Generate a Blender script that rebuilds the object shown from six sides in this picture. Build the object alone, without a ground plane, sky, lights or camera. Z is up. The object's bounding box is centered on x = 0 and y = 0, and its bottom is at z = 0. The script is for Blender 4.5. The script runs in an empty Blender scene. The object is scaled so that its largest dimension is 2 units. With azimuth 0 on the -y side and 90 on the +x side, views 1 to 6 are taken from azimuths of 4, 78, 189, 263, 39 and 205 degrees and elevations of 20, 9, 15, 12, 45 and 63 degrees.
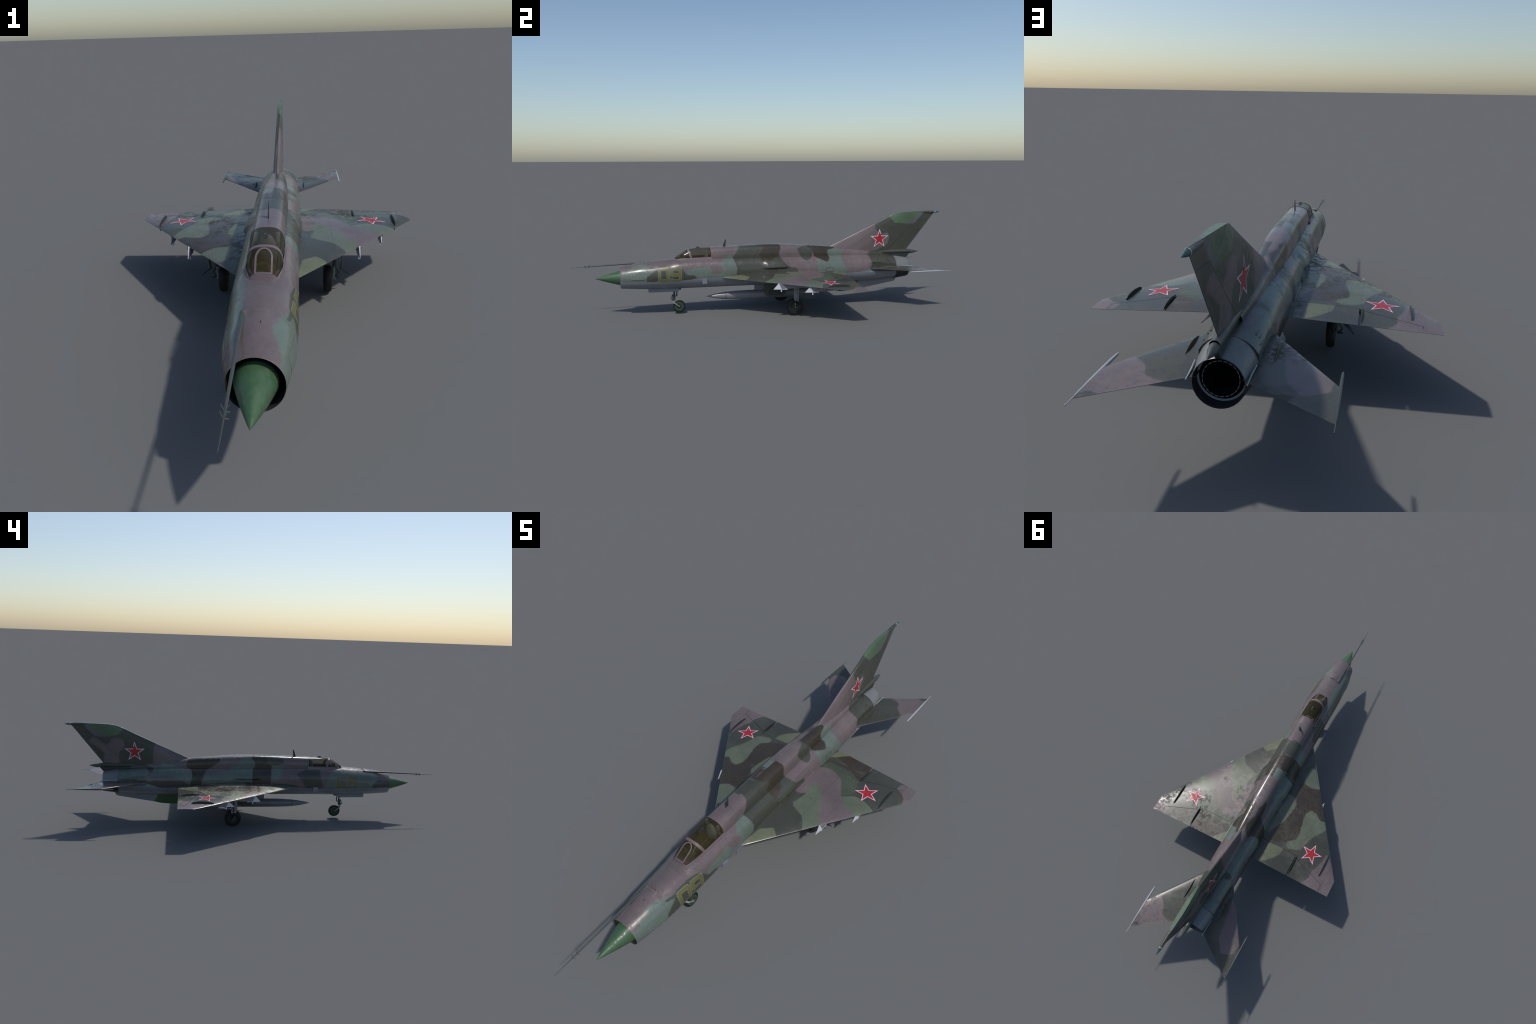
# Weathered camouflage delta-wing jet fighter, built part by part.  Metres, z up, nose towards -y.
import bpy, bmesh, math
from mathutils import Vector
from math import sin, cos, pi, radians, sqrt

# ------------------------------------------------------------------ helpers
def pchip(tab):
    """monotone cubic interpolation of a list of (x, v1, v2, ...) rows"""
    xs = [r[0] for r in tab]; n = len(xs); m = len(tab[0]) - 1
    ds = []
    for k in range(m):
        v = [r[k + 1] for r in tab]
        s = [(v[i + 1] - v[i]) / (xs[i + 1] - xs[i]) for i in range(n - 1)]
        d = [s[0]] + [0 if s[i - 1] * s[i] <= 0 else 2 * s[i - 1] * s[i] / (s[i - 1] + s[i]) for i in range(1, n - 1)] + [s[-1]]
        ds.append((v, d))
    def f(x):
        x = min(max(x, xs[0]), xs[-1])
        i = 0
        while i < n - 2 and x > xs[i + 1]: i += 1
        h = xs[i + 1] - xs[i]; t = (x - xs[i]) / h
        out = []
        for v, d in ds:
            out.append((2*t**3 - 3*t*t + 1) * v[i] + (t**3 - 2*t*t + t) * h * d[i] + (-2*t**3 + 3*t*t) * v[i + 1] + (t**3 - t*t) * h * d[i + 1])
        return out if m > 1 else out[0]
    return f

def lerp(a, b, t): return a + (b - a) * t
def spow(c, e): return math.copysign(abs(c) ** e, c)
def linspace(a, b, n): return [a + (b - a) * i / (n - 1) for i in range(n)]

class MB:
    """small mesh builder: vertices, faces with material slots"""
    def __init__(self): self.v, self.f, self.m = [], [], []
    def add(self, p): self.v.append(tuple(p)); return len(self.v) - 1
    def face(self, idx, mat=0): self.f.append(tuple(idx)); self.m.append(mat)
    def grid(self, fn, us, vs, mat=0, flip=False):
        base = len(self.v); nv = len(vs)
        for u in us:
            for v in vs: self.v.append(tuple(fn(u, v)))
        for i in range(len(us) - 1):
            for j in range(nv - 1):
                q = (base + i*nv + j, base + (i+1)*nv + j, base + (i+1)*nv + j + 1, base + i*nv + j + 1)
                mm = mat(us[i], us[i+1], vs[j], vs[j+1]) if callable(mat) else mat
                self.face(q[::-1] if flip else q, mm)
    def loft(self, rings, mat=0, closed=True, cap0=False, cap1=False):
        n = len(rings[0]); ids = [[self.add(p) for p in r] for r in rings]
        for i in range(len(rings) - 1):
            for j in range(n if closed else n - 1):
                k = (j + 1) % n
                self.face((ids[i][j], ids[i][k], ids[i+1][k], ids[i+1][j]), mat(i, j) if callable(mat) else mat)
        if cap0: self.face(ids[0][::-1], mat if not callable(mat) else mat(0, 0))
        if cap1: self.face(ids[-1], mat if not callable(mat) else mat(len(rings) - 2, 0))
    def box(self, c, s, mat=0, taper=1.0):
        pts = []
        for dz in (-.5, .5):
            k = taper if dz < 0 else 1
            for dx, dy in ((-.5, -.5), (.5, -.5), (.5, .5), (-.5, .5)):
                pts.append((c[0] + dx*s[0]*k, c[1] + dy*s[1]*k, c[2] + dz*s[2]))
        self.hexa(pts, mat)
    def hexa(self, p, mat=0):
        b = [self.add(q) for q in p]
        for f in ((3, 2, 1, 0), (4, 5, 6, 7), (0, 1, 5, 4), (1, 2, 6, 5), (2, 3, 7, 6), (3, 0, 4, 7)):
            self.face([b[i] for i in f], mat)
    def prism(self, outline, thick, mat=0):
        """outline: list of 3D points (planar polygon); thick: vector added for the second side"""
        a = [self.add(p) for p in outline]
        b = [self.add(tuple(Vector(p) + Vector(thick))) for p in outline]
        n = len(a); self.face(a[::-1], mat); self.face(b, mat)
        for i in range(n): self.face((a[i], a[(i+1) % n], b[(i+1) % n], b[i]), mat)
    def tube(self, path, radii, seg=12, mat=0, cap=True):
        path = [Vector(p) for p in path]; rings = []
        for i, p in enumerate(path):
            t = (path[min(i+1, len(path)-1)] - path[max(i-1, 0)]).normalized()
            a = Vector((0, 0, 1)) if abs(t.z) < .9 else Vector((1, 0, 0))
            n1 = t.cross(a).normalized(); n2 = t.cross(n1)
            r = radii[i] if isinstance(radii, (list, tuple)) else radii
            rings.append([p + (n1*cos(2*pi*k/seg) + n2*sin(2*pi*k/seg))*r for k in range(seg)])
        self.loft(rings, mat, True, cap, cap)
    def lathe(self, prof, c, axis='y', seg=40, mat=0):
        """prof: (position along axis, radius); c: centre of the axis"""
        rings = []
        for a, r in prof:
            ring = []
            for k in range(seg):
                t = 2*pi*k/seg; u, w = r*cos(t), r*sin(t)
                ring.append({'y': (c[0]+u, c[1]+a, c[2]+w), 'x': (c[0]+a, c[1]+u, c[2]+w), 'z': (c[0]+u, c[1]+w, c[2]+a)}[axis])
            rings.append(ring)
        self.loft(rings, mat)
    def slab(self, P, T, axis, us, vs, mat_top=0, mat_bot=0):
        """a thick sheet: mid surface P(u,v), half thickness T(u,v) along axis, walls all round"""
        A = Vector(axis); nu, nv = len(us), len(vs)
        top = [[self.add(Vector(P(u, v)) + A*T(u, v)) for v in vs] for u in us]
        bot = [[self.add(Vector(P(u, v)) - A*T(u, v)) for v in vs] for u in us]
        for i in range(nu - 1):
            for j in range(nv - 1):
                self.face((top[i][j], top[i+1][j], top[i+1][j+1], top[i][j+1]), mat_top)
                self.face((bot[i][j], bot[i][j+1], bot[i+1][j+1], bot[i+1][j]), mat_bot)
        for i in range(nu - 1):
            self.face((top[i][0], bot[i][0], bot[i+1][0], top[i+1][0]), mat_top)
            self.face((top[i][-1], top[i+1][-1], bot[i+1][-1], bot[i][-1]), mat_top)
        for j in range(nv - 1):
            self.face((top[0][j], top[0][j+1], bot[0][j+1], bot[0][j]), mat_top)
            self.face((top[-1][j], bot[-1][j], bot[-1][j+1], top[-1][j+1]), mat_top)

def build(name, mb, mats, parent=None, angle=35, fix=True, smooth=True, merge=1e-6):
    me = bpy.data.meshes.new(name); me.from_pydata([tuple(v) for v in mb.v], [], mb.f)
    for m in (mats if isinstance(mats, (list, tuple)) else [mats]): me.materials.append(m)
    for p, m in zip(me.polygons, mb.m): p.material_index = m
    bm = bmesh.new(); bm.from_mesh(me)
    bmesh.ops.remove_doubles(bm, verts=bm.verts, dist=merge)
    bmesh.ops.dissolve_degenerate(bm, edges=bm.edges, dist=1e-7)
    if fix: bmesh.ops.recalc_face_normals(bm, faces=bm.faces)
    lim = radians(angle)
    for f in bm.faces: f.smooth = smooth
    for e in bm.edges:
        if len(e.link_faces) == 2:
            e.smooth = e.calc_face_angle(0) < lim
    bm.to_mesh(me); bm.free()
    ob = bpy.data.objects.new(name, me); bpy.context.scene.collection.objects.link(ob)
    if parent: ob.parent = parent
    return ob

# ------------------------------------------------------------------ colours (linear)
COL = dict(
    pink=(.132, .105, .107), teal=(.116, .147, .126), dark=(.053, .056, .044), brown=(.042, .034, .024),
    green=(.108, .127, .089), light=(.128, .142, .085), mid=(.062, .076, .052), grey=(.185, .198, .222),
    cap=(.080, .130, .076), red=(.36, .018, .024), white=(.62, .56, .66))

# ------------------------------------------------------------------ node tools
class N:
    def __init__(self, name):
        self.mat = bpy.data.materials.new(name); self.mat.use_nodes = True
        self.t = self.mat.node_tree; self.t.nodes.clear()
        self.out = self.t.nodes.new('ShaderNodeOutputMaterial')
        self.b = self.t.nodes.new('ShaderNodeBsdfPrincipled')
        self.t.links.new(self.b.outputs[0], self.out.inputs[0])
        self._obj = None
    def node(self, typ, **kw):
        n = self.t.nodes.new(typ)
        for k, v in kw.items(): setattr(n, k, v)
        return n
    def put(self, sock, val):
        if hasattr(val, 'links') or hasattr(val, 'is_linked'): self.t.links.new(val, sock)
        else:
            if isinstance(val, (tuple, list)) and len(val) == 3 and sock.type == 'RGBA': val = (*val, 1)
            sock.default_value = val
    def math(self, op, a, b=0.0, c=0.0, clamp=False):
        n = self.node('ShaderNodeMath', operation=op); n.use_clamp = clamp
        for s, v in zip(n.inputs, (a, b, c)): self.put(s, v)
        return n.outputs[0]
    def obj(self):
        if not self._obj: self._obj = self.node('ShaderNodeTexCoord').outputs['Object']
        return self._obj
    def xyz(self, vec):
        n = self.node('ShaderNodeSeparateXYZ'); self.put(n.inputs[0], vec); return n.outputs
    def comb(self, x=0.0, y=0.0, z=0.0):
        n = self.node('ShaderNodeCombineXYZ')
        for s, v in zip(n.inputs, (x, y, z)): self.put(s, v)
        return n.outputs[0]
    def vmath(self, op, a, b=(0, 0, 0), scale=None):
        n = self.node('ShaderNodeVectorMath', operation=op)
        self.put(n.inputs[0], a); self.put(n.inputs[1], b)
        if scale is not None: self.put(n.inputs['Scale'], scale)
        return n.outputs['Value'] if op == 'LENGTH' else n.outputs[0]
    def noise(self, vec, scale, detail=3, rough=.55, color=False):
        n = self.node('ShaderNodeTexNoise')
        self.put(n.inputs['Vector'], vec); n.inputs['Scale'].default_value = scale
        n.inputs['Detail'].default_value = detail; n.inputs['Roughness'].default_value = rough
        return n.outputs['Color' if color else 'Fac']
    def mix(self, fac, a, b, mode='MIX'):
        n = self.node('ShaderNodeMix', data_type='RGBA', blend_type=mode)
        self.put(n.inputs[0], fac); self.put(n.inputs[6], a); self.put(n.inputs[7], b)
        return n.outputs[2]
    def remap(self, v, a, b, c=0.0, d=1.0):
        n = self.node('ShaderNodeMapRange'); n.clamp = True
        for s, x in zip(n.inputs, (v, a, b, c, d)): self.put(s, x)
        return n.outputs[0]
    def ramp(self, v, stops):
        n = self.node('ShaderNodeValToRGB'); self.put(n.inputs[0], v)
        e = n.color_ramp.elements
        while len(e) < len(stops): e.new(.5)
        for el, (p, c) in zip(e, stops):
            el.position = p; el.color = (*c, 1) if isinstance(c, (tuple, list)) else (c, c, c, 1)
        return n.outputs[0]
    def convex(self, p, pts, k):
        acc = None; n = len(pts)
        for i in range(n):
            (x0, y0), (x1, y1) = pts[i], pts[(i+1) % n]
            L = math.hypot(x1-x0, y1-y0)
            if L < 1e-5: continue
            nx, ny = (y1-y0)/L, -(x1-x0)/L
            v = self.node('ShaderNodeVectorMath', operation='DOT_PRODUCT')
            self.put(v.inputs[0], p); v.inputs[1].default_value = (nx, ny, 0)
            d = self.math('SUBTRACT', v.outputs['Value'], nx*x0+ny*y0)
            acc = d if acc is None else self.math('SMOOTH_MAX', acc, d, k)
        return acc
    def patch(self, p, pts, k):
        """signed field (negative inside) of a counter-clockwise patch, corners rounded by k:
        its convex hull minus the pockets between hull and outline, pockets done the same way"""
        n = len(pts)
        def cross(o, a, b): return (a[0]-o[0])*(b[1]-o[1]) - (a[1]-o[1])*(b[0]-o[0])
        order = sorted(range(n), key=lambda i: pts[i]); hull = []
        for seq in (order, order[::-1]):
            h = []
            for i in seq:
                while len(h) > 1 and cross(pts[h[-2]], pts[h[-1]], pts[i]) <= 1e-9: h.pop()
                h.append(i)
            hull += h[:-1]
        hull = sorted(set(hull))
        f = self.convex(p, [pts[i] for i in hull], k)
        for a, b in zip(hull, hull[1:] + [hull[0] + n]):
            if b - a > 1:
                pocket = [pts[i % n] for i in range(a, b+1)][::-1]
                if abs(sum(cross((0, 0), pocket[i-1], pocket[i]) for i in range(len(pocket)))) > 4e-5:
                    f = self.math('SMOOTH_MAX', f, self.math('MULTIPLY', self.patch(p, pocket, k), -1.0), k)
        return f
    def blobs(self, p, patches, k=.010):
        acc = None
        for pts in patches:
            d = self.patch(p, pts, k)
            acc = d if acc is None else self.math('SMOOTH_MIN', acc, d, .008)
        return acc
    def polygon(self, p, pts):
        """convex polygon mask field, counter-clockwise (u, v) corners"""
        s = self.xyz(p); acc = None
        for i in range(len(pts)):
            (x0, y0), (x1, y1) = pts[i], pts[(i+1) % len(pts)]
            L = math.hypot(x1-x0, y1-y0); nx, ny = (y1-y0)/L, -(x1-x0)/L
            d = self.math('ADD', self.math('MULTIPLY_ADD', s[0], nx, -(nx*x0+ny*y0)), self.math('MULTIPLY', s[1], ny))
            acc = d if acc is None else self.math('MAXIMUM', acc, d)
        return acc
    def inside(self, field, soft=.0015): return self.remap(field, soft, -soft)
    def warp(self, p, a1=.010, s1=16, a2=.003, s2=70):
        d1 = self.vmath('SUBTRACT', self.noise(self.obj(), s1, 2, color=True), (.5, .5, .5))
        d2 = self.vmath('SUBTRACT', self.noise(self.obj(), s2, 3, color=True), (.5, .5, .5))
        q = self.vmath('ADD', p, self.vmath('SCALE', d1, scale=a1))
        q = self.vmath('ADD', q, self.vmath('SCALE', d2, scale=a2))
        return self.vmath('MULTIPLY', q, (1, 1, 0))

def finish(n, col, rough=(.30, .58), wear=.5, bump=.05, spec=.5, metallic=0.0):
    """weathering shared by all painted skins: blotches, grime, faint streaks, patchy gloss"""
    o = n.obj()
    big = n.remap(n.noise(o, 9, 4), .3, .7, 1 - .22*wear, 1 + .22*wear)
    fine = n.remap(n.noise(o, 140, 3, .7), .25, .75, 1 - .20*wear, 1 + .20*wear)
    col = n.mix(1.0, col, n.comb(*[n.math('MULTIPLY', big, fine)]*3), 'MULTIPLY')
    grime = n.remap(n.noise(o, 34, 6, .72), .60, .72, 0, .42*wear)
    col = n.mix(grime, col, (.030, .030, .027))
    fade = n.remap(n.noise(n.vmath('MULTIPLY', o, (1, .35, 1)), 46, 5, .7), .62, .78, 0, .30*wear)
    col = n.mix(fade, col, (.20, .22, .22))
    n.put(n.b.inputs['Base Color'], col)
    cluster = n.remap(n.noise(o, 8, 3), .40, .58)
    specks = n.remap(n.noise(o, 60, 8, .75), .44, .55)
    r = n.remap(n.math('MULTIPLY', cluster, specks), 0, 1, rough[0], rough[1])
    n.put(n.b.inputs['Roughness'], r)
    n.b.inputs['Specular IOR Level'].default_value = spec
    n.b.inputs['Metallic'].default_value = metallic
    if bump:
        bn = n.node('ShaderNodeBump'); bn.inputs['Strength'].default_value = bump; bn.inputs['Distance'].default_value = .001
        n.put(bn.inputs['Height'], n.noise(o, 60, 4)); n.t.links.new(bn.outputs[0], n.b.inputs['Normal'])
    return n.mat

def plain(name, col, rough=.5, wear=.35, metallic=0.0, spec=.5):
    return finish(N(name), col, (max(rough-.12, .05), min(rough+.15, 1)), wear, .03, spec, metallic)

def lines(n, col, coord, positions, width=.0007, strength=.45):
    """thin dark panel joints at given coordinate positions"""
    acc = None
    for q in positions:
        d = n.math('ABSOLUTE', n.math('SUBTRACT', coord, q))
        acc = d if acc is None else n.math('MINIMUM', acc, d)
    return n.mix(n.remap(acc, width*1.6, width*.6, 0, strength), col, (.018, .018, .016))

# ------------------------------------------------------------------ camouflage layouts: each colour is a union of rounded
# patches, given by a few corners in metres (y, z on the body and fin; x, y on the wings)
BODY_RIGHT = [
    ('teal', [[(-0.755,0.172),(-0.621,0.169),(-0.618,0.213),(-0.607,0.222),(-0.579,0.234),(-0.568,0.253),(-0.582,0.262),(-0.638,0.269),(-0.672,0.267),(-0.702,0.255),(-0.727,0.236),(-0.752,0.236)]]),
    ('dark', [[(-0.622,0.169),(-0.387,0.156),(-0.372,0.195),(-0.381,0.211),(-0.42,0.214),(-0.436,0.238),(-0.463,0.263),(-0.561,0.26),(-0.577,0.237),(-0.607,0.222),(-0.62,0.213)],
        [(-0.606,0.251),(-0.568,0.247),(-0.557,0.253),(-0.592,0.26),(-0.607,0.259)],
        [(-0.142,0.351),(-0.164,0.312),(-0.186,0.285),(-0.171,0.208),(-0.1,0.196),(-0.053,0.194),(0.161,0.207),(0.161,0.226),(0.111,0.238),(0.096,0.252),(0.068,0.294),(0.07,0.361)]]),
    ('teal', [[(-0.42,0.215),(-0.381,0.211),(-0.368,0.195),(-0.313,0.192),(-0.233,0.195),(-0.166,0.211),(-0.159,0.235),(-0.164,0.257),(-0.178,0.281),(-0.188,0.307),(-0.205,0.303),(-0.23,0.284),(-0.255,0.264),(-0.236,0.245),(-0.239,0.214),(-0.291,0.215),(-0.294,0.237),(-0.308,0.257),(-0.323,0.259),(-0.341,0.247),(-0.371,0.25),(-0.431,0.237)]]),
    ('teal', [[(0.273,0.229),(0.278,0.19),(0.439,0.183),(0.431,0.223),(0.41,0.251),(0.41,0.283),(0.425,0.304),(0.376,0.322),(0.327,0.312),(0.328,0.275),(0.266,0.277)]]),
    ('dark', [[(0.172,0.303),(0.2,0.268),(0.22,0.266),(0.247,0.281),(0.25,0.315),(0.231,0.339),(0.184,0.335),(0.163,0.323)]]),
    ('brown', [[(-0.016,0.331),(-0.043,0.302),(-0.031,0.281),(-0.027,0.252),(0.022,0.274),(0.067,0.291),(0.063,0.303),(0.078,0.337),(0.067,0.356),(-0.035,0.359),(-0.059,0.352)],
        [(0.247,0.315),(0.258,0.283),(0.303,0.26),(0.329,0.252),(0.342,0.273),(0.334,0.313),(0.381,0.32),(0.361,0.337),(0.258,0.345),(0.226,0.338)]]),
    ('dark', [[(0.568,0.263),(0.581,0.233),(0.569,0.205),(0.815,0.197),(0.838,0.304),(0.583,0.3),(0.569,0.282)],
        [(0.524,0.302),(0.565,0.304),(0.491,0.312),(0.461,0.309)]]),
]
BODY_LEFT = [
    ('teal', [[(-0.375,0.154),(-0.415,0.278),(-0.468,0.283),(-0.607,0.272),(-0.681,0.262),(-0.683,0.236),(-0.651,0.206),(-0.655,0.154)]]),
    ('dark', [[(-0.646,0.161),(-0.65,0.211),(-0.682,0.229),(-0.757,0.22),(-0.775,0.148)],
        [(-0.226,0.262),(-0.278,0.284),(-0.357,0.283),(-0.358,0.225),(-0.37,0.22),(-0.367,0.161),(-0.297,0.161),(-0.249,0.224)],
        [(-0.064,0.353),(-0.15,0.354),(-0.157,0.31),(-0.096,0.303),(-0.07,0.318)]]),
    ('pink', [[(-0.458,0.243),(-0.493,0.239),(-0.497,0.183),(-0.456,0.179)],
        [(-0.514,0.241),(-0.555,0.239),(-0.553,0.21),(-0.517,0.214)]]),
    ('teal', [[(-0.089,0.3),(-0.15,0.304),(-0.151,0.266),(-0.129,0.232),(-0.082,0.216),(-0.084,0.265)],
        [(0.058,0.351),(0.028,0.351),(0.0,0.325),(0.004,0.28),(0.044,0.235),(0.112,0.213),(0.141,0.212),(0.14,0.282),(0.102,0.288),(0.075,0.324)]]),
    ('brown', [[(0.032,0.351),(-0.061,0.352),(-0.075,0.306),(-0.092,0.304),(-0.089,0.281),(-0.084,0.209),(0.113,0.195),(0.114,0.22),(0.042,0.235),(0.042,0.241),(0.016,0.281),(-0.002,0.299),(0.007,0.327)]]),
    ('teal', [[(0.101,0.289),(0.07,0.351),(0.017,0.36),(0.018,0.191),(0.293,0.217),(0.285,0.251),(0.163,0.267)]]),
    ('dark', [[(0.304,0.194),(0.111,0.221),(0.019,0.214),(0.017,0.174),(0.303,0.173)]]),
    ('brown', [[(0.359,0.324),(0.33,0.332),(0.185,0.333),(0.191,0.315),(0.259,0.276),(0.277,0.25),(0.292,0.19),(0.352,0.19),(0.335,0.246),(0.341,0.276),(0.365,0.281),(0.371,0.294)]]),
    ('teal', [[(0.569,0.281),(0.497,0.281),(0.499,0.309),(0.464,0.299),(0.403,0.288),(0.38,0.277),(0.339,0.264),(0.333,0.245),(0.344,0.219),(0.385,0.219),(0.452,0.25),(0.551,0.241)],
        [(0.719,0.264),(0.559,0.274),(0.563,0.252),(0.578,0.22),(0.717,0.216)]]),
    ('dark', [[(0.574,0.28),(0.54,0.279),(0.546,0.258),(0.562,0.258)],
        [(0.541,0.223),(0.38,0.219),(0.342,0.194),(0.409,0.186),(0.514,0.185),(0.576,0.208)],
        [(0.801,0.293),(0.582,0.295),(0.539,0.28),(0.729,0.265),(0.84,0.277)]]),
]
WING_RIGHT = [
    ('light', [[(0.122,-0.181),(0.15,-0.124),(0.122,-0.104),(0.087,-0.137),(0.075,-0.187),(0.073,-0.244)]]),
    ('mid', [[(0.152,0.247),(0.213,0.156),(0.245,0.179),(0.268,0.233),(0.25,0.307),(0.096,0.323),(0.079,0.285)]]),
    ('pink', [[(0.096,0.089),(0.118,0.111),(0.182,0.072),(0.25,0.011),(0.304,0.093),(0.335,0.142),(0.287,0.15),(0.245,0.174),(0.21,0.232),(0.179,0.27),(0.119,0.287),(0.078,0.27),(0.079,0.166),(0.067,0.096)]]),
    ('green', [[(0.136,0.016),(0.167,0.012),(0.192,-0.008),(0.212,-0.05),(0.247,0.023),(0.199,0.085),(0.184,0.134),(0.163,0.165),(0.128,0.181),(0.108,0.156),(0.121,0.106),(0.107,0.032)],
        [(0.281,0.151),(0.336,0.137),(0.378,0.206),(0.347,0.219),(0.312,0.228),(0.275,0.217),(0.238,0.182)]]),
    ('brown', [[(0.184,0.344),(0.247,0.364),(0.259,0.409),(0.139,0.413),(0.083,0.372)],
        [(0.127,0.329),(0.196,0.33),(0.251,0.303),(0.244,0.342),(0.182,0.347),(0.075,0.331)]]),
    ('light', [[(0.093,0.359),(0.142,0.415),(0.087,0.422),(0.076,0.349)]]),
    ('pink', [[(0.416,0.358),(0.438,0.338),(0.446,0.293),(0.47,0.311),(0.46,0.411),(0.393,0.402),(0.388,0.368)]]),
]
WING_LEFT = [
    ('green', [[(-0.079,0.198),(-0.082,0.281),(-0.116,0.212),(-0.145,0.156),(-0.149,0.09),(-0.115,0.053),(-0.074,0.055)]]),
    ('brown', [[(-0.142,0.09),(-0.131,0.179),(-0.092,0.274),(-0.086,0.303),(-0.166,0.282),(-0.216,0.24),(-0.219,0.19),(-0.205,0.13),(-0.248,0.131),(-0.317,0.094),(-0.217,-0.066),(-0.107,-0.024)]]),
    ('green', [[(-0.218,0.192),(-0.217,0.238),(-0.189,0.26),(-0.184,0.278),(-0.206,0.294),(-0.257,0.274),(-0.266,0.221),(-0.286,0.188),(-0.322,0.118),(-0.314,0.086),(-0.274,0.1),(-0.249,0.08),(-0.218,0.071),(-0.198,0.098),(-0.201,0.125)],
        [(-0.131,-0.035),(-0.169,-0.028),(-0.217,-0.055),(-0.154,-0.13),(-0.117,-0.132),(-0.112,-0.055)]]),
    ('pink', [[(-0.143,-0.132),(-0.171,-0.125),(-0.112,-0.202),(-0.108,-0.178)]]),
    ('mid', [[(-0.085,-0.117),(-0.118,-0.134),(-0.123,-0.188),(-0.077,-0.247),(-0.089,-0.15)]]),
    ('light', [[(-0.116,0.404),(-0.148,0.38),(-0.183,0.338),(-0.186,0.301),(-0.111,0.307)]]),
    ('pink', [[(-0.365,0.294),(-0.346,0.336),(-0.35,0.372),(-0.315,0.413),(-0.463,0.421),(-0.47,0.338),(-0.453,0.294),(-0.376,0.229)]]),
]
FIN_RIGHT = [
    ('pink', [[(0.411,0.306),(0.581,0.29),(0.639,0.305),(0.691,0.335),(0.698,0.361),(0.689,0.394),(0.641,0.392),(0.615,0.415),(0.611,0.45),(0.35,0.325)]]),
]
FIN_LEFT = [
    ('pink', [[(0.482,0.298),(0.542,0.298),(0.543,0.37),(0.532,0.414),(0.345,0.321)],
        [(0.88,0.414),(0.858,0.434),(0.828,0.429),(0.78,0.39),(0.761,0.425),(0.731,0.439),(0.694,0.426),(0.692,0.383),(0.721,0.358),(0.724,0.288),(0.802,0.295),(0.796,0.354)]]),
]
STAB_RIGHT = [
    ('pink', [[(0.142,0.82),(0.151,0.785),(0.195,0.737),(0.246,0.807),(0.228,0.938),(0.099,0.834)]]),
    ('dark', [[(0.218,0.897),(0.234,0.911),(0.236,0.937),(0.193,0.905)]]),
]
STAB_LEFT = [
    ('pink', [[(-0.121,0.759),(-0.134,0.804),(-0.166,0.846),(-0.214,0.827),(-0.221,0.783),(-0.215,0.748),(-0.096,0.608),(-0.114,0.692)]]),
]

def paint(n, p, base, layers, soft=.0015):
    col = n.node('ShaderNodeRGB'); col.outputs[0].default_value = (*COL[base], 1); col = col.outputs[0]
    for name, ells in layers:
        col = n.mix(n.inside(n.blobs(p, ells), soft), col, COL[name])
    return col

def body_paint(name, layers, right):
    n = N(name); s = n.xyz(n.obj())
    p = n.warp(n.comb(s[1], s[2]))
    col = paint(n, p, 'pink', layers)
    # pale grey belly under a wavy demarcation line given along y
    q = n.xyz(p)
    if right:
        stops = [(-.75, .186), (-.45, .186), (-.33, .195), (.40, .192), (.50, .191), (.57, .206), (.62, .195), (.70, .19), (.80, .19)]
    else:
        stops = [(-.75, .184), (-.45, .183), (-.30, .183), (.40, .178), (.50, .180), (.57, .200), (.62, .208), (.70, .20), (.80, .20)]
    t = n.math('MULTIPLY_ADD', q[0], 1/1.6, .5)
    ln = n.math('MULTIPLY', n.ramp(t, [(y/1.6 + .5, z/.4) for y, z in stops]), .4)
    col = n.mix(n.remap(n.math('SUBTRACT', q[1], ln), .0015, -.0015), col, COL['grey'])
    col = lines(n, col, s[1], [-.617, -.507, -.455, -.298, -.268, -.214, .015, .235, .464, .602], .0006, .40)
    m = n.math('GREATER_THAN', s[1], -.29)
    zz = n.math('ABSOLUTE', n.math('SUBTRACT', s[2], n.math('MULTIPLY_ADD', s[1], .02, .252)))
    col = n.mix(n.math('MULTIPLY', m, n.remap(zz, .0011, .0004, 0, .3)), col, (.02, .02, .018))
    return finish(n, col, (.20, .46), .6)

def wing_paint(name, layers, base='dark', extra=None):
    n = N(name); s = n.xyz(n.obj())
    p = n.warp(n.comb(s[0], s[1]), .010, 14)
    col = paint(n, p, base, layers, .002)
    ax = n.math('ABSOLUTE', s[0])
    if extra: col = extra(n, col, ax, s)
    return finish(n, col, (.24, .66), .65)

def wing_lines(n, col, ax, s):
    col = lines(n, col, ax, [.172, .252, .415], .0006, .4)
    sw = n.math('MULTIPLY_ADD', ax, -.55, s[1])
    return lines(n, col, sw, [.02, .17], .0006, .35)

def fin_paint(name, layers, right):
    n = N(name); s = n.xyz(n.obj()); p0 = n.comb(s[1], s[2])
    p = n.warp(p0)
    col = paint(n, p, 'dark', layers, .004)
    band = n.polygon(p0, [(.800, .441), (.846, .4405), (.905, .505), (.888, .514), (.86, .49)])
    col = n.mix(n.math('MULTIPLY', n.inside(band, .006), .75), col, (.13, .135, .14))
    cap = n.polygon(p0, [(.696, .482), (.731, .4465), (.808, .4412), (.888, .513), (.72, .53)])
    col = n.mix(n.inside(cap, .0012), col, COL['cap'])
    col = lines(n, col, s[1], [.575], .0006, .35)
    rud = n.math('MULTIPLY_ADD', s[2], -.62, s[1])
    return finish(n, lines(n, col, rud, [.588], .0006, .35), (.32, .5), .55)

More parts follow.
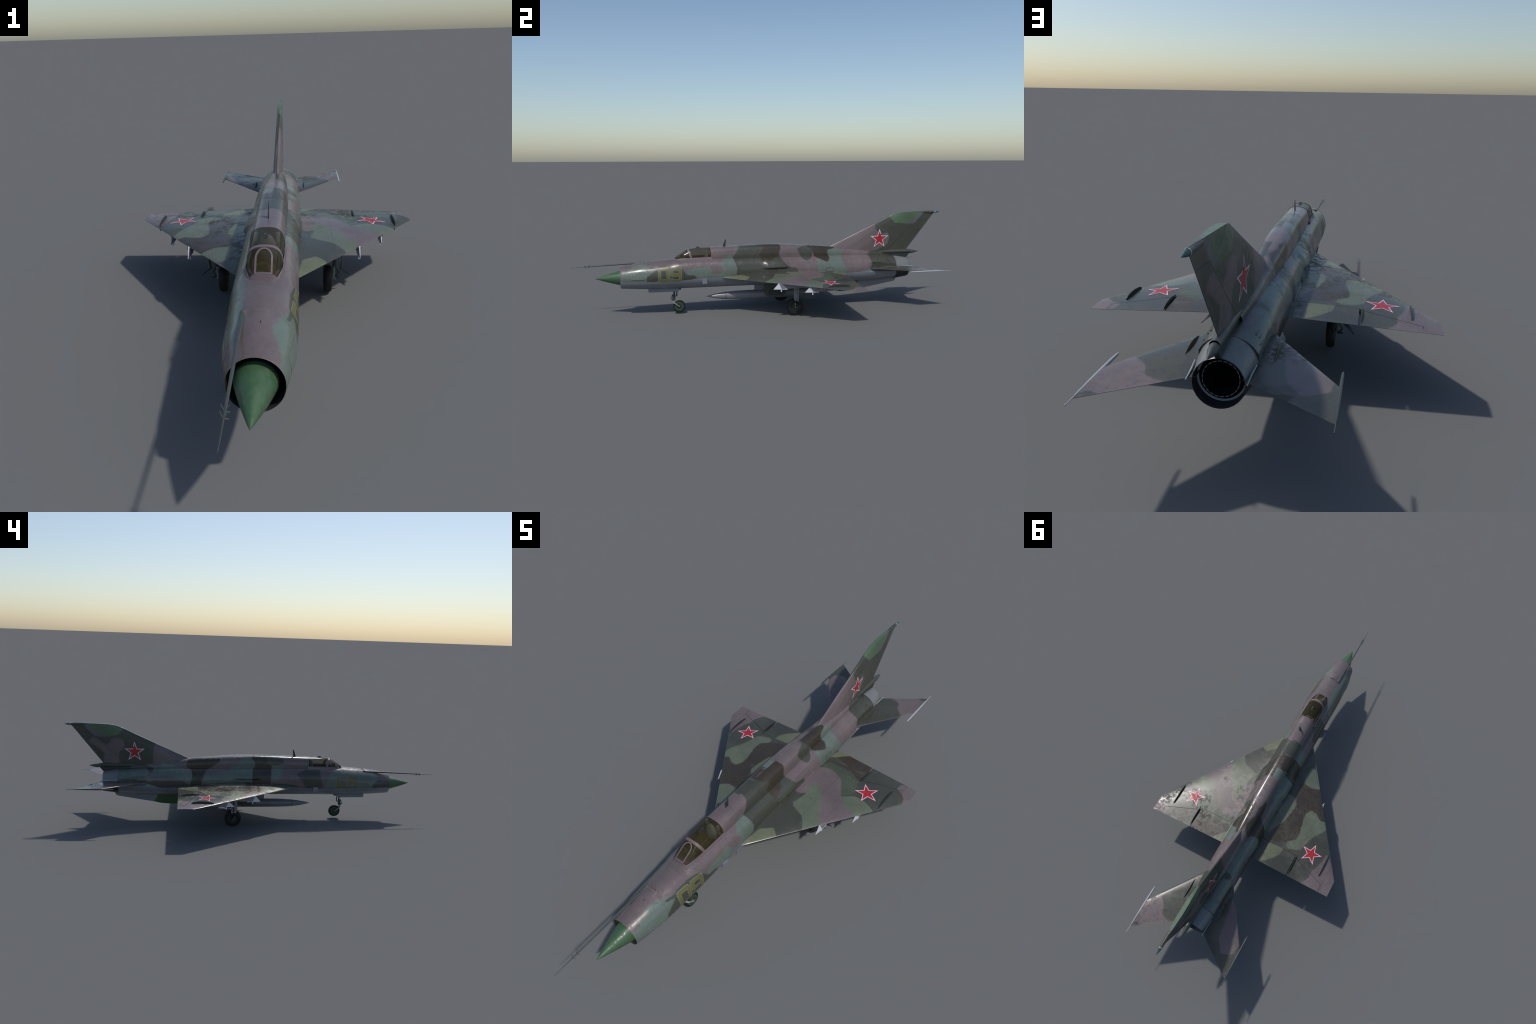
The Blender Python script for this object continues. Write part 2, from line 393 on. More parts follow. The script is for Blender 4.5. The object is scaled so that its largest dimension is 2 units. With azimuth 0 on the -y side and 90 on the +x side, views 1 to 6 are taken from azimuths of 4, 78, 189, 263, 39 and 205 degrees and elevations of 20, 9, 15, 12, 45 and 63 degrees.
M = dict(
    body_r=body_paint('camouflage_paint_right', BODY_RIGHT, True),
    body_l=body_paint('camouflage_paint_left', BODY_LEFT, False),
    wing_r=wing_paint('wing_camouflage_right', WING_RIGHT, 'dark', wing_lines),
    wing_l=wing_paint('wing_camouflage_left', WING_LEFT, 'dark', wing_lines),
    stab_r=wing_paint('tailplane_camouflage_right', STAB_RIGHT),
    stab_l=wing_paint('tailplane_camouflage_left', STAB_LEFT),
    fin_r=fin_paint('fin_camouflage_right', FIN_RIGHT, True),
    fin_l=fin_paint('fin_camouflage_left', FIN_LEFT, False),
    grey=plain('underside_grey_paint', COL['grey'], .45),
    steel=plain('light_grey_steel', (.20, .205, .21), .42, .3),
    tank=plain('tank_grey', (.165, .172, .195), .38, .25),
    white=plain('white_paint', (.60, .60, .64), .5, .15),
    cone=plain('green_dielectric', (.047, .104, .049), .42, .6),
    vent_g=plain('dark_green_dielectric', (.030, .085, .030), .4, .4),
    dark=plain('dark_green_paint', COL['dark'], .5),
    boom=plain('grey_green_boom', (.052, .060, .055), .45, .2),
    pink=plain('mauve_frame_paint', (.155, .117, .121), .30, .3),
    black=plain('soot_black', (.010, .010, .011), .6, .1),
    soot=plain('scorched_metal', (.022, .022, .024), .45, .3),
    metal=plain('exhaust_shroud_metal', (.185, .19, .192), .42, .5, .1),
    ring=plain('dull_steel_ring', (.22, .25, .26), .45, .3),
    duct=plain('intake_duct', (.034, .031, .030), .5, .2),  # base colour lifted from black to show light on the inner lip wall
    tyre=plain('rubber', (.0065, .0065, .007), .75, .1),
    rim=plain('green_wheel_disc', (.030, .085, .026), .5, .2),
    rim_dark=plain('dark_green_wheel_disc', (.010, .036, .015), .5, .2),  # same green as the nose wheel, darkened for the under-wing shade
    hub=plain('dark_hub', (.03, .03, .032), .45, .2),
    strut=plain('grey_strut', (.22, .23, .24), .4, .25),
    gear=plain('dark_gear_metal', (.035, .037, .038), .5, .25),
    brass=plain('pale_strut_piston', (.22, .22, .17), .35, .1),
    door=plain('wheel_bay_green_grey', (.050, .062, .058), .5, .4),
    red=plain('star_red', COL['red'], .42, .12),
    stwhite=plain('star_white', COL['white'], .45, .1),
    yellow=plain('number_yellow', (.122, .117, .032), .42, .45),
    outline=plain('number_outline', (.16, .18, .19), .45, .3),
    olive=plain('cockpit_olive', (.060, .052, .022), .6, .2),
    cush=plain('seat_grey', (.17, .175, .17), .6, .2),
    fence=plain('fence_green_black', (.022, .030, .028), .45, .2),
    tealtip=plain('teal_tip', (.035, .085, .085), .4, .2),
    edge=plain('bare_metal_edge', (.36, .38, .40), .38, .2),
    panel=plain('pale_panel', (.215, .23, .26), .45, .2),
)
g = N('canopy_glass')
g.b.inputs['Base Color'].default_value = (.050, .042, .017, 1); g.b.inputs['Roughness'].default_value = .12; g.b.inputs['Specular IOR Level'].default_value = .25
g.b.inputs['Alpha'].default_value = .52; g.b.inputs['IOR'].default_value = 1.5
M['glass'] = g.mat

root = bpy.data.objects.new('jet_fighter', None)
bpy.context.scene.collection.objects.link(root)
root['label'] = 'camouflaged swept delta wing jet fighter with red stars, parked'
root['category'] = 'fighter jet'

# ------------------------------------------------------------------ fuselage
#        y     half_w  z_mid   up     down   roundness of the upper half
BODY = [(-.750, .0545, .2010, .0555, .0560, 2.00),
        (-.740, .0565, .2013, .0570, .0575, 2.00),
        (-.700, .0630, .2035, .0625, .0620, 2.00),
        (-.650, .0695, .2060, .0690, .0675, 2.00),
        (-.610, .0722, .2065, .0715, .0695, 2.00),
        (-.560, .0735, .2080, .0755, .0730, 2.05),
        (-.500, .0742, .2095, .0785, .0755, 2.20),
        (-.450, .0745, .2105, .0805, .0768, 2.60),
        (-.400, .0745, .2110, .0808, .0775, 2.70),
        (-.290, .0745, .2110, .0815, .0772, 2.70),
        (.000, .0750, .2095, .0820, .0768, 2.65),
        (.150, .0760, .2070, .0820, .0765, 2.55),
        (.350, .0762, .2055, .0800, .0772, 2.40),
        (.500, .0752, .2055, .0780, .0765, 2.25),
        (.600, .0735, .2055, .0735, .0735, 2.10),
        (.7215, .0695, .2013, .0635, .0625, 2.00)]
body_fn = pchip(BODY)
def smooth(a, b, x):
    t = min(1, max(0, (x-a)/(b-a))); return t*t*(3-2*t)
def body_pt(y, th, off=0.0):
    hw, zc, up, dn, n = body_fn(y)
    c, s = cos(th), sin(th)
    e = 2/n if s > 0 else 1.0
    x, z = (hw+off)*spow(c, e), zc + ((up if s > 0 else dn)+off)*spow(s, e)
    if .13 > y > -.07:                       # wheel-bay bulge with an undercut lower lip
        k = smooth(-.032, .004, y)*smooth(.122, .082, y)
        x += math.copysign(.0110*k*smooth(.228, .237, z)*smooth(.290, .238, z)**.8, x) if abs(x) > .02 else 0
    if y > .555:                             # flat recess beside the tailplane root
        k = smooth(.555, .590, y)*smooth(.190, .197, z)*smooth(.2405, .2365, z)
        x -= math.copysign(k*max(0, abs(x)-.0630), x)
    return (x, y, z)
def body_x(y, z):
    hw, zc, up, dn, n = body_fn(y)
    n, b = (n, up) if z > zc else (2.0, dn)
    return hw*max(0.0, 1 - abs((z-zc)/b)**n)**(1/n)

SEG = 160
ang = [2*pi*k/SEG - pi/2 for k in range(SEG)]        # first half: x > 0 side going up
ys = linspace(-.750, .7215, 180)
mb = MB()
mb.loft([[body_pt(y, t) for t in ang] for y in ys], lambda i, j: 0 if j < SEG//2 else 1)
# cockpit opening: leave out the skin under the canopy
def covered(f):
    q = [mb.v[i] for i in f]
    return all(v[2] > .25 and -.458 < v[1] < -.300 and abs(v[0]) < min(.0385, lerp(.022, .0385, (v[1]+.460)/.045)) for v in q)
keep = [k for k, f in enumerate(mb.f) if not covered(f)]
mb.f = [mb.f[k] for k in keep]; mb.m = [mb.m[k] for k in keep]
hw, zc, up, dn, _ = body_fn(-.75)
lip = [(-.7505, .9955), (-.7515, .985), (-.7505, .972), (-.745, .962), (-.72, .955), (-.66, .93), (-.60, .85)]
first = [[(hw*k*cos(t), y, zc + (up if sin(t) > 0 else dn)*k*sin(t)) for t in ang] for y, k in lip]
mb.loft([[body_pt(-.75, t) for t in ang]] + first[:2], lambda i, j: 0 if j < SEG//2 else 1)
mb.loft(first[1:], 2, cap1=True)
hw, zc, up, dn, _ = body_fn(.7215)
mb.loft([[body_pt(.7215, t) for t in ang], [(hw*.93*cos(t), .7225, zc + .93*up*sin(t)) for t in ang]], 3)
fuselage = build('fuselage', mb, [M['body_r'], M['body_l'], M['duct'], M['soot']], root, 40)

mb = MB()
mb.lathe([(-.878 + .140*t, max(.0003, .0412*(1.06*t**.94 - .06*t**4))) for t in [0, .01, .04, .08, .14, .22, .32, .42, .52, .62, .72, .80, .87, .93, 1]], (0, 0, .2005), seg=96)
mb.lathe([(-.738, .0412), (-.728, .0415), (-.70, .0400), (-.64, .033)], (0, 0, .2005), seg=64, mat=1)
build('nose_cone', mb, [M['cone'], M['duct']], fuselage)

# lip of the outlet on top of the nose, just ahead of a dark slot
mb = MB()
def scoop(u, v):
    x = lerp(-.022, .022, v); y = lerp(-.650, -.6055, u)
    z = body_fn(y)[1] + body_fn(y)[2]*sqrt(max(0, 1-(x/body_fn(y)[0])**2))
    return (x, y, z + .0030*u*(1-abs(2*v-1)**3) - .0004)
mb.grid(scoop, linspace(0, 1, 8), linspace(0, 1, 13), lambda u0, u1, v0, v1: 0 if v0 >= .5 else 1)
b0 = MB()
build('nose_outlet_lip', mb, [M['body_r'], M['body_l']], fuselage)
mb = MB(); mb.box((0, -.6045, .2765), (.020, .0026, .0042)); build('nose_outlet_slot', mb, M['black'], fuselage)

# ------------------------------------------------------------------ dorsal spine
spine_fn = pchip([(-.296, .0415, .3435), (-.22, .0418, .3450), (-.085, .0424, .3487), (.0, .0424, .3505), (.12, .0416, .3470),
                  (.23, .0388, .3385), (.358, .0330, .3275), (.42, .0300, .3190), (.485, .0275, .3125), (.58, .0215, .3000), (.66, .0140, .2900)])
def spine_ring(y, base=.285):
    h, top = spine_fn(y); b = base if y < .4 else lerp(base, .276, min(1, (y-.4)/.26))
    n = 3.0 if y < .2 else lerp(3.0, 2.2, min(1, (y-.2)/.3))
    r = [(h*spow(cos(t), 2/n), y, b + (top-b)*abs(sin(t))**(2/n)) for t in linspace(0, pi, 41)]
    k = 1.03
    return [(h*k, y, b-.03)] + r + [(-h*k, y, b-.03)]
mb = MB()
rings = [spine_ring(y) for y in linspace(-.2935, .66, 90)]
mb.loft(rings, lambda i, j: 0 if j < 21 else 1, closed=False, cap0=False)
mb.face([mb.add(p) for p in rings[0]], 2)
build('dorsal_spine', mb, [M['body_r'], M['body_l'], M['olive']], fuselage, 50)

# ------------------------------------------------------------------ cockpit
can_fn = pchip([(-.412, .0392, .2885, .3365), (-.37, .0408, .2885, .3420), (-.33, .0413, .2885, .3432), (-.288, .0415, .2885, .3438)])
def canopy_pt(y, t, off=0.0):
    h, b, top = can_fn(y); n = lerp(2.7, 3.0, (y+.412)/.124)
    f = abs(sin(t))**(2/n)
    slant = lerp(.018, .004, (y+.412)/.124)*(1-f)
    return Vector(((h+off)*spow(cos(t), 2/n), y + slant, b + (top-b+off)*f))
def shield_w(s): return lerp(.0270, .0397, min(1, max(s, 0)/.6)**.75)
def shield_pt(s, t, off=0.0):
    s = max(s, 0.0); h = shield_w(s); b = lerp(.2815, .2885, min(1, s*1.6)); top = lerp(.2985, .3365, s)
    n = lerp(3.2, 2.7, s); f = abs(sin(t))**(2/n)
    return Vector(((h+off)*spow(cos(t), 2/n), -.478 + .066*s + .018*s*(1-f) + .006*(1-s)*(1-f), b + (top-b+off)*f))
th = linspace(0, pi, 41)
mb = MB(); mb.grid(lambda y, t: canopy_pt(y, t), linspace(-.412, -.2925, 20), th)
canopy = build('canopy', mb, M['glass'], root)
mb = MB(); mb.grid(lambda s, t: shield_pt(s, t), linspace(0, 1, 20), th)
mb.face([mb.add(shield_pt(0, t)) for t in th])
windscreen = build('windscreen', mb, M['glass'], root)

def ribbon(mb, fn, path, width, lift=.0012, mat=0):
    """flat raised strip that follows a path of surface parameters"""
    e = 1e-3; L, R, L0, R0 = [], [], [], []
    P = [Vector(fn(*q)) for q in path]
    for i, q in enumerate(path):
        t = (P[min(i+1, len(P)-1)] - P[max(i-1, 0)]).normalized()
        du = Vector(fn(q[0]+e, q[1])) - Vector(fn(q[0]-e, q[1])); dv = Vector(fn(q[0], q[1]+e)) - Vector(fn(q[0], q[1]-e))
        nn = du.cross(dv)
        nn = nn.normalized() if nn.length > 1e-12 else Vector((0, 0, 1))
        c = Vector((0, P[i].y, .27))
        if nn.dot(P[i]-c) < 0: nn = -nn
        s = t.cross(nn).normalized()*width/2
        L.append(P[i]+s+nn*lift); R.append(P[i]-s+nn*lift); L0.append(P[i]+s*1.1-nn*.002); R0.append(P[i]-s*1.1-nn*.002)
    mb.loft([[a, b, d, c] for a, b, d, c in zip(L, R, R0, L0)], mat, True, True, True)

mb = MB()
ribbon(mb, canopy_pt, [(-.409, t) for t in linspace(.02, pi-.02, 40)], .0105)
def skin_z(x, y):
    hw, zc, up, dn, n = body_fn(y); return zc + up*max(0, 1-(abs(x)/hw)**n)**(1/n)
def apron(mb, tops):
    """solid frame foot that runs from the glass down into the skin"""
    A, B = [], []
    for p in tops:
        k = 1.10; x = p.x*k; y = p.y - (.0035 if p.y < -.474 else 0)
        A.append(p); B.append(Vector((x, y, skin_z(x, y)-.0015)))
    mb.loft([A, [lerp(a, b, .5) + Vector((math.copysign(.0010, a.x), 0, .0003)) for a, b in zip(A, B)], B], 0, closed=False)
for side in (0, 1):
    apron(mb, [canopy_pt(y, .075 if side == 0 else pi-.075, .0012) for y in linspace(-.414, -.2925, 14)])
ribbon(mb, canopy_pt, [(-.2935, t) for t in linspace(.02, pi-.02, 40)], .0040)
build('canopy_frame', mb, M['pink'], canopy, 40)
mb = MB()
def sh_t(s, x):
    h = shield_w(s); n = lerp(3.2, 2.7, s)
    return math.acos(max(-1, min(1, spow(x/h, n/2))))
arch = [(s, sh_t(s, .0175)) for s in linspace(.02, .60, 10)] + \
       [(.60+.33*sin(a), sh_t(.60+.33*sin(a), .0175*cos(a))) for a in linspace(.1, pi-.1, 20)] + \
       [(s, sh_t(s, -.0175)) for s in linspace(.60, .02, 10)]
ribbon(mb, shield_pt, arch, .0042)
ribbon(mb, shield_pt, [(.03, sh_t(.03, x)) for x in linspace(-.018, .018, 10)], .0040)
foot = [shield_pt(s_, pi-lerp(.20, .075, s_), .0012) for s_ in linspace(1, 0, 16)] + [shield_pt(0, t, .0012) for t in linspace(pi-.20, .20, 24)][1:-1] + [shield_pt(s_, lerp(.20, .075, s_), .0012) for s_ in linspace(0, 1, 16)]
apron(mb, foot)
build('windscreen_frame', mb, M['pink'], windscreen, 40)

# sunken cockpit: tub, seat, panel, consoles, stick
mb = MB()
rim = [(-.0240, -.463, .286), (.0240, -.463, .286), (.0395, -.297, .2875), (-.0395, -.297, .2875)]
low = [(-.024, -.455, .222), (.024, -.455, .222), (.034, -.302, .222), (-.034, -.302, .222)]
r, l = [mb.add(p) for p in rim], [mb.add(p) for p in low]
mb.face(l)
for i in range(4): mb.face((r[i], r[(i+1) % 4], l[(i+1) % 4], l[i]))
cockpit = build('cockpit_tub', mb, M['olive'], root, 20, fix=False)
mb = MB()
mb.hexa([(-.022, -.458, .240), (.022, -.458, .240), (.030, -.428, .240), (-.030, -.428, .240), (-.019, -.460, .2915), (.019, -.460, .2915), (.024, -.424, .302), (-.024, -.424, .302)])
mb.box((0, -.440, .303), (.016, .016, .012))
build('instrument_panel', mb, M['olive'], cockpit)
mb = MB()
mb.box((0, -.336, .237), (.036, .050, .026)); mb.hexa([(-.019, -.326, .24), (.019, -.326, .24), (.019, -.304, .24), (-.019, -.304, .24), (-.018, -.317, .312), (.018, -.317, .312), (.018, -.300, .312), (-.018, -.300, .312)])
build('ejection_seat', mb, M['olive'], cockpit, 30)
mb = MB()
mb.lathe([(-.046, .0004), (-.042, .011), (-.030, .0195), (-.010, .0248), (.008, .0252), (.024, .0218), (.036, .0155), (.043, .0090), (.046, .0004)], (0, -.3105, .287), 'z', 28)
mb.v = [(x, -.3105 + (y+.3105)*.62, z) for x, y, z in mb.v]
for sx in (-1, 1): mb.box((sx*.0265, -.302, .321), (.009, .010, .022))
build('headrest', mb, M['cush'], cockpit, 30)
mb = MB()
for sx in (-1, 1): mb.box((sx*.0305, -.375, .262), (.008, .12, .022))
build('side_console', mb, M['olive'], cockpit)
mb = MB(); mb.tube([(0, -.385, .222), (0, -.388, .262)], .0022, 8); build('control_stick', mb, M['black'], cockpit)
mb = MB()
mb.hexa([(-.0055, -.370, .3405), (.0055, -.370, .3405), (.0055, -.342, .3415), (-.0055, -.342, .3415), (-.0035, -.362, .3490), (.0035, -.362, .3490), (.0030, -.354, .3485), (-.0030, -.354, .3485)])
build('periscope', mb, M['fence'], canopy)

# blade aerial on the spine, small vane on the nose
mb = MB()
mb.hexa([(-.0016, -.2275, .342), (.0016, -.2275, .342), (.0016, -.2125, .342), (-.0016, -.2125, .342), (-.0007, -.2135, .3818), (.0007, -.2135, .3818), (.0007, -.2085, .3818), (-.0007, -.2085, .3818)])
build('blade_antenna', mb, M['fence'], fuselage)
mb = MB()
mb.hexa([(.0005, -.661, .271), (.0062, -.661, .271), (.0062, -.648, .271), (.0005, -.648, .271), (.0050, -.652, .2762), (.0058, -.652, .2762), (.0058, -.649, .2760), (.0050, -.649, .2760)])
build('nose_vane', mb, M['gear'], fuselage)

for s in (1, -1):
    mb = MB()
    def flapdoor(u, v):
        y = lerp(-.705, -.622, u); z = lerp(.232, .2005 - .0035*sin(pi*u), v)
        return (s*(body_x(y, z) + .0003 + .0026*v*v*sin(pi*u)**.5), y, z)
    mb.grid(flapdoor, linspace(0, 1, 16), linspace(0, 1, 8))
    mb.grid(lambda u, v: Vector(flapdoor(u, 1)) + Vector((-s*.0032*v, 0, -.0012*v)), linspace(0, 1, 16), [0, 1], 1)
    build('blow_in_door', mb, [M['body_r'] if s > 0 else M['body_l'], M['fence']], fuselage, 30)

# air-data boom, offset to the right of the nose
mb = MB()
mb.tube([(-.0318, -.600, .2705), (-.0318, -.650, .2685), (-.0318, -.72, .2665), (-.0318, -.80, .2634), (-.0318, -.90, .2590), (-.0317, -.93, .2577), (-.0317, -1.0, .2543)],
        [.0050, .0048, .0042, .0035, .0027, .0016, .0008], 14)
boom = build('pitot_boom', mb, M['boom'], root)
mb = MB()
for y0, zz in ((-.930, .2577), (-.914, .2584)):
    for a in (45, 135, 225, 315):
        c, s = cos(radians(a)), sin(radians(a))
        p = [(-.0317 + c*.001, y0, zz + s*.001), (-.0317 + c*.0098, y0+.0085, zz + s*.0098), (-.0317 + c*.0098, y0+.0108, zz + s*.0098), (-.0317 + c*.001, y0+.0042, zz + s*.001)]
        mb.prism(p, (-s*.0005, 0, c*.0005))
build('boom_vane', mb, M['boom'], boom)
mb = MB()
mb.hexa([(-.034, -.648, .262), (-.012, -.648, .262), (-.004, -.600, .270), (-.036, -.600, .262), (-.0335, -.640, .2672), (-.0125, -.646, .2680), (-.006, -.603, .2785), (-.0335, -.605, .2762)])
build('boom_fairing', mb, M['body_l'], boom)

# ------------------------------------------------------------------ jet nozzle
mb = MB(); SG = 32
def noz_ring(y, c, r): return [(r*cos(2*pi*k/SG + .01), y, c + r*sin(2*pi*k/SG + .01)) for k in range(SG)]
outer = [(.722, .2008, .0640), (.742, .2006, .0622), (.765, .2003, .0588), (.785, .1999, .0557), (.802, .1996, .0533)]
mb.loft([noz_ring(*q) for q in outer], lambda i, j: 0 if j < SG//2 else 1)
inner = [(.802, .1996, .0533), (.8035, .1996, .0525), (.802, .1996, .0516), (.776, .2000, .0506)]
mb.loft([noz_ring(*q) for q in inner], 1)
mb.loft([noz_ring(.776, .2000, .0506), noz_ring(.7745, .2000, .0466)], 3)
mb.loft([noz_ring(.7745, .2000, .0466), noz_ring(.768, .2000, .0464), noz_ring(.766, .2002, .0498), noz_ring(.735, .2005, .0498), noz_ring(.733, .2005, .040)], 2)
mb.loft([noz_ring(.733, .2005, .0402), noz_ring(.781, .1998, .0385), noz_ring(.782, .1998, .0372), noz_ring(.70, .2005, .040), noz_ring(.55, .202, .042)], 2, cap1=True)
nozzle = build('jet_nozzle', mb, [M['metal'], M['soot'], M['black'], M['ring']], root, 50)
mb = MB()
for k in range(22):
    a0, a1 = 2*pi*k/22, 2*pi*(k+.72)/22
    pts = []
    for y in (.7810, .7832):
        for a, r in ((a0, .0374), (a1, .0374), (a1, .0386), (a0, .0386)): pts.append((r*cos(a), y, .1998 + r*sin(a)))
    mb.hexa(pts)
petal = build('nozzle_petal', mb, M['ring'], nozzle); petal['kind'] = 'stuff'

# ------------------------------------------------------------------ fairings on the fuselage side
for s in (1, -1):
    bm_ = M['body_r'] if s > 0 else M['body_l']
    mb = MB()
    mb.hexa([(s*.060, .05, .208), (s*.0795, .05, .208), (s*.0790, .158, .207), (s*.060, .158, .207), (s*.060, .05, .226), (s*.0790, .05, .226), (s*.0785, .158, .222), (s*.060, .158, .222)])
    build('actuator_fairing', mb, M['dark'] if s > 0 else bm_, fuselage, 40)
    # wing-root fillet strip
    mb = MB()
    mb.tube([(s*.072, -.23, .196), (s*.0745, -.10, .2035), (s*.0755, .05, .2085), (s*.0755, .2, .2055), (s*.0755, .33, .197), (s*.0745, .41, .191)], [.0015, .003, .0035, .0035, .003, .002], 10)
    build('wing_root_fillet', mb, bm_, fuselage, 60)
    mb = MB()
    mb.hexa([(s*.060, -.343, .164), (s*.0700, -.343, .164), (s*.0700, -.318, .164), (s*.060, -.318, .164), (s*.066, -.343, .190), (s*.0748, -.343, .190), (s*.0748, -.318, .190), (s*.066, -.318, .190)])
    build('antenna_plate', mb, M['panel'], fuselage)
    # cooling louvres ahead of the tailplane and small access plates
    mb = MB()
    for y0, z0 in ((.640, .2545), (.640, .2475), (.655, .2385)):
        x0 = body_x(y0+.018, z0)
        mb.box((s*(x0-.0025), y0+.018, z0), (.006, .040, .0022))
    build('louvre', mb, M['dark'] if s > 0 else bm_, fuselage)
    mb = MB()
    R = []
    for k in range(40):
        t = 2*pi*k/40; yy = .338 + .0225*spow(cos(t), .6); zz = .2135 + .0125*spow(sin(t), .6)
        yi = .338 + .0210*spow(cos(t), .6); zi = .2135 + .0110*spow(sin(t), .6)
        R.append([(s*(body_x(yy, zz)+.0006), yy, zz), (s*(body_x(yi, zi)+.0006), yi, zi)])
    if s > 0:
        mb.loft(R + [R[0]], 0, closed=False); build('access_panel_ring', mb, M['fence'], fuselage)
    # pale seal strip where the tailplane meets the body
    mb = MB()
    mb.tube([(s*.0635, .745, .2175), (s*.0605, .78, .2140), (s*.0600, .812, .2110), (s*.0600, .818, .2105)], [.0012, .0020, .0012, .0016], 8)
    build('tailplane_seal', mb, M['edge'], fuselage)

# ------------------------------------------------------------------ wings
def naca(c, t=1.0):
    c = min(max(c, 0), 1)
    return 5*t*(.2969*sqrt(c) - .126*c - .3516*c*c + .2843*c**3 - .1036*c**4)
TE = .4080
def wing_le(x): return -.2395 + (abs(x) - .0745)*1.487
def wing_mid(x): return .1925 - (abs(x) - .075)*.0455
def wing_half(x, y):
    le = wing_le(x); ch = TE - le
    c = min(1, max(0, (y-le)/ch))                       # thin, nearly biconvex section
    return max(.0004, lerp(.060, .056, abs(x)/.46)/2*ch * c**.68*(1-c)/.3216)
def wing_top(x, y): return wing_mid(x) + wing_half(x, y)

def wing_patch(mb, s, x0, x1, front, back, nx, ny, bottom=1):
    P = lambda u, v: (s*lerp(x0, x1, u), lerp(front(lerp(x0, x1, u)), back(lerp(x0, x1, u)), v), wing_mid(lerp(x0, x1, u)))
    T = lambda u, v: (wing_half(P(u, v)[0], P(u, v)[1]) if v > 0 or front is not wing_le else 0.0)
    vs = [(1-cos(pi*i/ny/1.0))/2 if front is wing_le else i/ny for i in range(ny+1)]
    if front is wing_le: vs = [v**1.25 for v in vs]
    mb.slab(P, T, (0, 0, 1), linspace(0, 1, nx+1), vs, 0, bottom)

flap_y = lambda x: .3045
ail_y = lambda x: .3130 + (x - .2515)*.37
te_y = lambda x: TE
STAR5 = lambda R, r, rot: [((R if k % 2 == 0 else r)*sin(rot + pi*k/5), (R if k % 2 == 0 else r)*cos(rot + pi*k/5)) for k in range(10)]

def star_sheet(mb, pts, place, lift, mat=0, n=5):
    """star from a centre fan, every point laid on the surface by place(u, v, lift)"""
    for i in range(10):
        a, b = pts[i], pts[(i+1) % 10]
        rows = []
        for k in range(n+1):
            t = k/n
            rows.append([(lerp(a[0]*t, b[0]*t, j/max(k, 1)), lerp(a[1]*t, b[1]*t, j/max(k, 1))) for j in range(k+1)])
        ids = [[mb.add(place(u, v, lift)) for u, v in r] for r in rows]
        for k in range(n):
            for j in range(k+1):
                mb.face((ids[k][j], ids[k+1][j], ids[k+1][j+1]), mat)
                if j < k: mb.face((ids[k][j], ids[k+1][j+1], ids[k][j+1]), mat)

